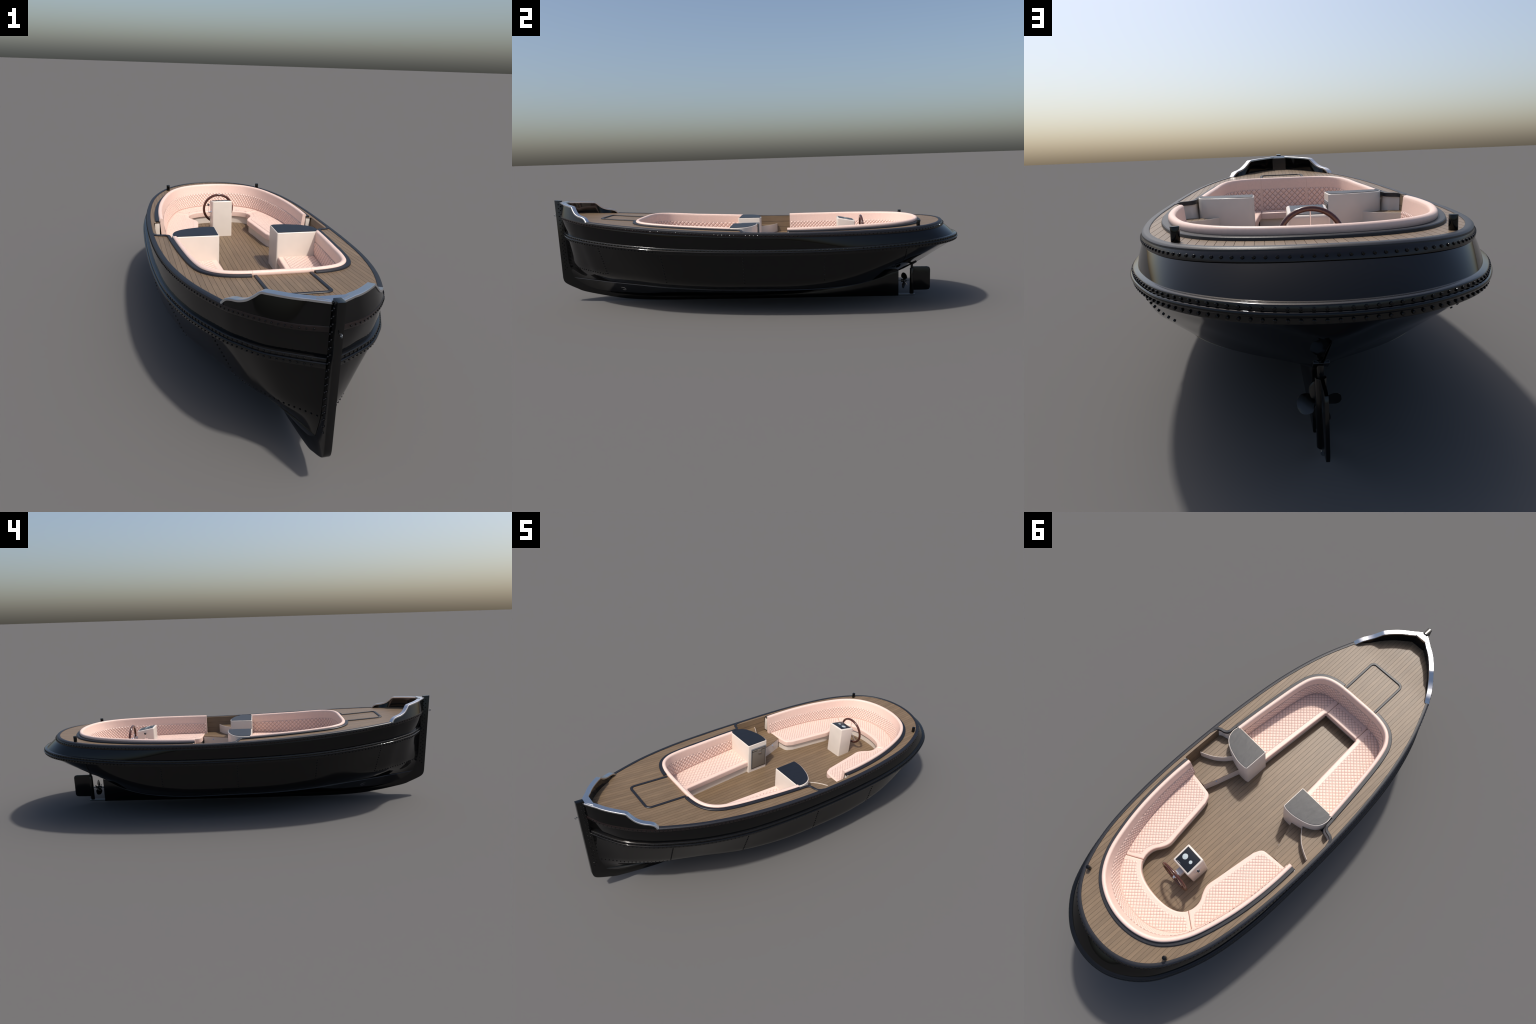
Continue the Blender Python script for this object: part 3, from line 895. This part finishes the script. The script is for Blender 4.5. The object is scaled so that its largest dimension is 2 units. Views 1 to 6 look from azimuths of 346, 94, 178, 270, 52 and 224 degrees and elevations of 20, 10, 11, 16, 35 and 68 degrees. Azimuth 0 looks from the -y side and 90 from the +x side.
qs = np.vstack([qh, (qh[:-1] * [-1, 1])[::-1], (wqh[:-1] * [-1, 1]), wqh[::-1]])
seat("stern_seat", stern, SEAT_A, .0255, .01, .0121, qs)

# ------------------------------------------------------ galley pods amidships
pod = catmull([(.1125, .0360), (.1200, .0405), (.1340, .0430), (.1660, .0425), (.2020, .0350), (.2360, .0235), (.2640, .0065), (.2800, -.0145), (.2872, -.0430), (.2840, -.0730)], 6)
pod = np.vstack([rounded([(.2840, -.0745), (.1125, -.0745), (.1125, .0360)], [0, .006, 0], 6)[:-1], pod])
for s in (1, -1):
    M = np.array([s, 1])
    p = prism("galley_pod", pod * M, FLOOR - .002, .3975, CREAM, None, bevel=.003, seg=3)
    top = offset_poly(pod * M, -.0036)
    prism("pod_top_pad", top, .395, .3992, PAD, p, bevel=.0008, seg=2)
# fridge let into the port pod
fx = -.1125
box("fridge_frame", (fx + .0004, -.0125, .3125), (.002, .0920, .1240), FRAME, None, .0005)
box("fridge_gap", (fx + .0016, -.0125, .3100), (.002, .0846, .1140), DASH, None, .0003)
box("fridge_door", (fx + .0022, -.0125, .3050), (.003, .0790, .0960), FRIDGE, None, .0006)
box("fridge_top_strip", (fx + .0020, -.0125, .3605), (.003, .0790, .0080), FRIDGE, None, .0006)
box("fridge_latch", (fx + .0040, -.0090, .3510), (.004, .0220, .0180), FRIDGE, None, .0006)
box("fridge_latch_plate", (fx + .0048, -.0090, .3420), (.005, .0210, .0060), CHROME, None, .0006)

# --------------------------------------------------------------- boarding steps
for s in (1, -1):
    M = np.array([s, 1])
    # teak lining of the hull side in the gap
    V = []
    ys = np.linspace(-.004, .190, 8)
    for y in ys:
        for xx, zz in ((.3405, float(deck_z(.34, y)) - .0005), (.3335, .29)):
            V.append((s * xx, y, zz))
    add("side_lining", V, grid_faces(8, 2), TEAK, None)
    for zc in (.322, .352):
        V = []
        for y in (-.002, .188):
            xx = np.interp(zc, [.29, .38], [.3335, .3403]) - .0004
            V += [(s * xx, y, zc - .0006), (s * xx, y, zc + .0006)]
        add("lining_caulk", V, [(0, 1, 3, 2)], CAULK, None)
    riser1 = catmull([(.160, .020), (.1700, .0460), (.1845, .0930), (.2010, .1475), (.2200, .2015)], 8)
    riser2 = catmull([(.2080, .0150), (.2240, .0370), (.2425, .0605), (.2690, .0845), (.2985, .1020), (.3320, .1175)], 8)
    tread1 = np.vstack([riser1, [(.336, .203)], [(.336, -.005)], [(.20, -.005)]])
    tread2 = np.vstack([riser2, [(.337, .1165)], [(.337, -.012)], [(.24, -.012)]])
    st1 = bpy.data.objects.new("boarding_step", None); bpy.context.scene.collection.objects.link(st1); st1.parent = ROOT
    plank_field("step_plank", [tread1 * M], .0182, .0012, lambda x, y: .2955, .003, TEAK, st1, ystep=.3)
    prism("step_body", offset_poly(tread1 * M, -.0006), FLOOR - .002, .2925, CREAM, st1)
    prism("step_caulking", offset_poly(tread1 * M, -.0010), .2920, .2948, CAULK, st1)
    plank_field("step_plank", [tread2 * M], .0182, .0012, lambda x, y: .3365, .003, TEAK, st1, ystep=.3)
    prism("step_body", offset_poly(tread2 * M, -.0006), .29, .3335, GREYW, st1)
    prism("step_caulking", offset_poly(tread2 * M, -.0010), .3330, .3358, CAULK, st1)
    rp = np.c_[resample(riser2, .004) * M, np.full(len(resample(riser2, .004)), .3365)]
    sweep("step_riser_lip", rp, [(-.0010, -.042), (-.0010, .0030), (-.0005, .0036), (.0005, .0036), (.0010, .0030), (.0010, -.042)], CREAM, st1)
    cyl("courtesy_light", (s * .2008 - s * .0008, .1470, .279), (-s * .92, .38, 0), .0036, .0018, LED, st1, seg=18, bevel=.0003)

# -------------------------------------------------------------- helm console
helm = bpy.data.objects.new("helm_console", None); bpy.context.scene.collection.objects.link(helm); helm.parent = ROOT
HX, HW = -.0125, .0460
def helm_top(y):
    return .4050 + (y - .426) * (.3885 - .4050) / (.512 - .426)
bm = bmesh.new()
pr = [(.4262, FLOOR - .001), (.4262, .4050), (.5125, .3885), (.5075, FLOOR - .001)]
fL = bm.faces.new([bm.verts.new((HX - HW, y, z)) for y, z in pr])
r = bmesh.ops.extrude_face_region(bm, geom=[fL])
bmesh.ops.translate(bm, vec=(2 * HW, 0, 0), verts=[v for v in r["geom"] if isinstance(v, bmesh.types.BMVert)])
bmesh.ops.recalc_face_normals(bm, faces=bm.faces)
es = [e for e in bm.edges if max(v.co.z for v in e.verts) > .3]
bmesh.ops.bevel(bm, geom=es, offset=.006, segments=4, profile=.5, affect='EDGES')
me = bpy.data.meshes.new("console_body"); bm.to_mesh(me); bm.free()
finish("console_body", me, CREAM, helm, 40)
sl = math.atan2(.3885 - .4050, .0863)
rot = Matrix.Rotation(sl, 4, 'X')
box("dash_panel", (HX, .4693, helm_top(.4693) + .0002), (.0760, .0720, .0022), DASH, helm, .0006, rot)
nrm = Vector((0, -math.sin(sl), math.cos(sl)))
for gx, gr in ((.0045, .0120), (-.0280, .0075)):
    c = Vector((gx, .469, helm_top(.469))) + nrm * .0012
    cyl("gauge", c, nrm, gr, .0016, GAUGE, helm, seg=36, bevel=.0003)
    torus("gauge_bezel", c + nrm * .0006, nrm, gr, .0006, DGREY, helm, seg=40, ring=6)
box("dash_lettering_bar", (.0080, .5010, helm_top(.501) + .0014), (.0180, .0008, .0006), GREY, helm, 0, rot)
# steering wheel
wh = bpy.data.objects.new("steering_wheel", None); bpy.context.scene.collection.objects.link(wh); wh.parent = ROOT
WC = Vector((-.0122, .5500, .3385)); WA = Vector((0, 1, .10)).normalized()
torus("wheel_rim", WC, WA, .0688, .0060, MAHOG, wh, 72, 14)
ax = Vector((1, 0, 0)); ay = WA.cross(ax)
for k in range(5):
    w = math.radians(90 + 72 * k)
    d = ax * math.cos(w) - ay * math.sin(w)
    tube("wheel_spoke", [WC - WA * .004 + d * .004, WC + d * .066], .0011, CHROME, wh, 8)
cyl("wheel_hub", WC - WA * .001, WA, .0085, .010, CHROME, wh, seg=24)
cyl("wheel_hub_cap", WC + WA * .006, WA, .0055, .006, CHROME, wh, seg=20)
cyl("wheel_shaft", WC - WA * .013, WA, .0062, .018, CHROME, wh, seg=20)
box("wheel_mount", (WC.x, .5210, WC.z + .0), (.0270, .0260, .0260), GREY, helm, .0015)
cyl("mount_screw", (WC.x - .009, .5310, WC.z + .0128), (0, 0, 1), .0016, .0012, DASH, helm, seg=12, bevel=0)
# throttle lever on the starboard cheek of the console
cyl("throttle_plate", (HX - HW - .0006, .4680, .3440), (-1, 0, 0), .0110, .0024, CHROME, helm, seg=30)
box("throttle_wing", (HX - HW - .0012, .4680, .3440), (.0024, .0320, .0070), CHROME, helm, .001)
cyl("throttle_pivot", (HX - HW - .0070, .4680, .3440), (-1, 0, 0), .0036, .0130, CHROME, helm, seg=18)
tube("throttle_rod", [(HX - HW - .0125, .4680, .3440), (HX - HW - .0128, .4688, .3780)], .0011, CHROME, helm, 8)
bm = bmesh.new(); bmesh.ops.create_uvsphere(bm, u_segments=20, v_segments=12, radius=.0056)
bmesh.ops.translate(bm, vec=(-.0714, .4690, .3792), verts=bm.verts)
me = bpy.data.meshes.new("throttle_knob"); bm.to_mesh(me); bm.free()
finish("throttle_knob", me, DASH, helm, 80)

# ----------------------------------------------------------------- bollards
for s in (1, -1):
    z = float(deck_z(.2335, .771))
    cyl("bollard", (s * .2335, .771, z + .0135), (0, 0, 1), .0080, .0285, PAINT, None, seg=28, bevel=.0008)
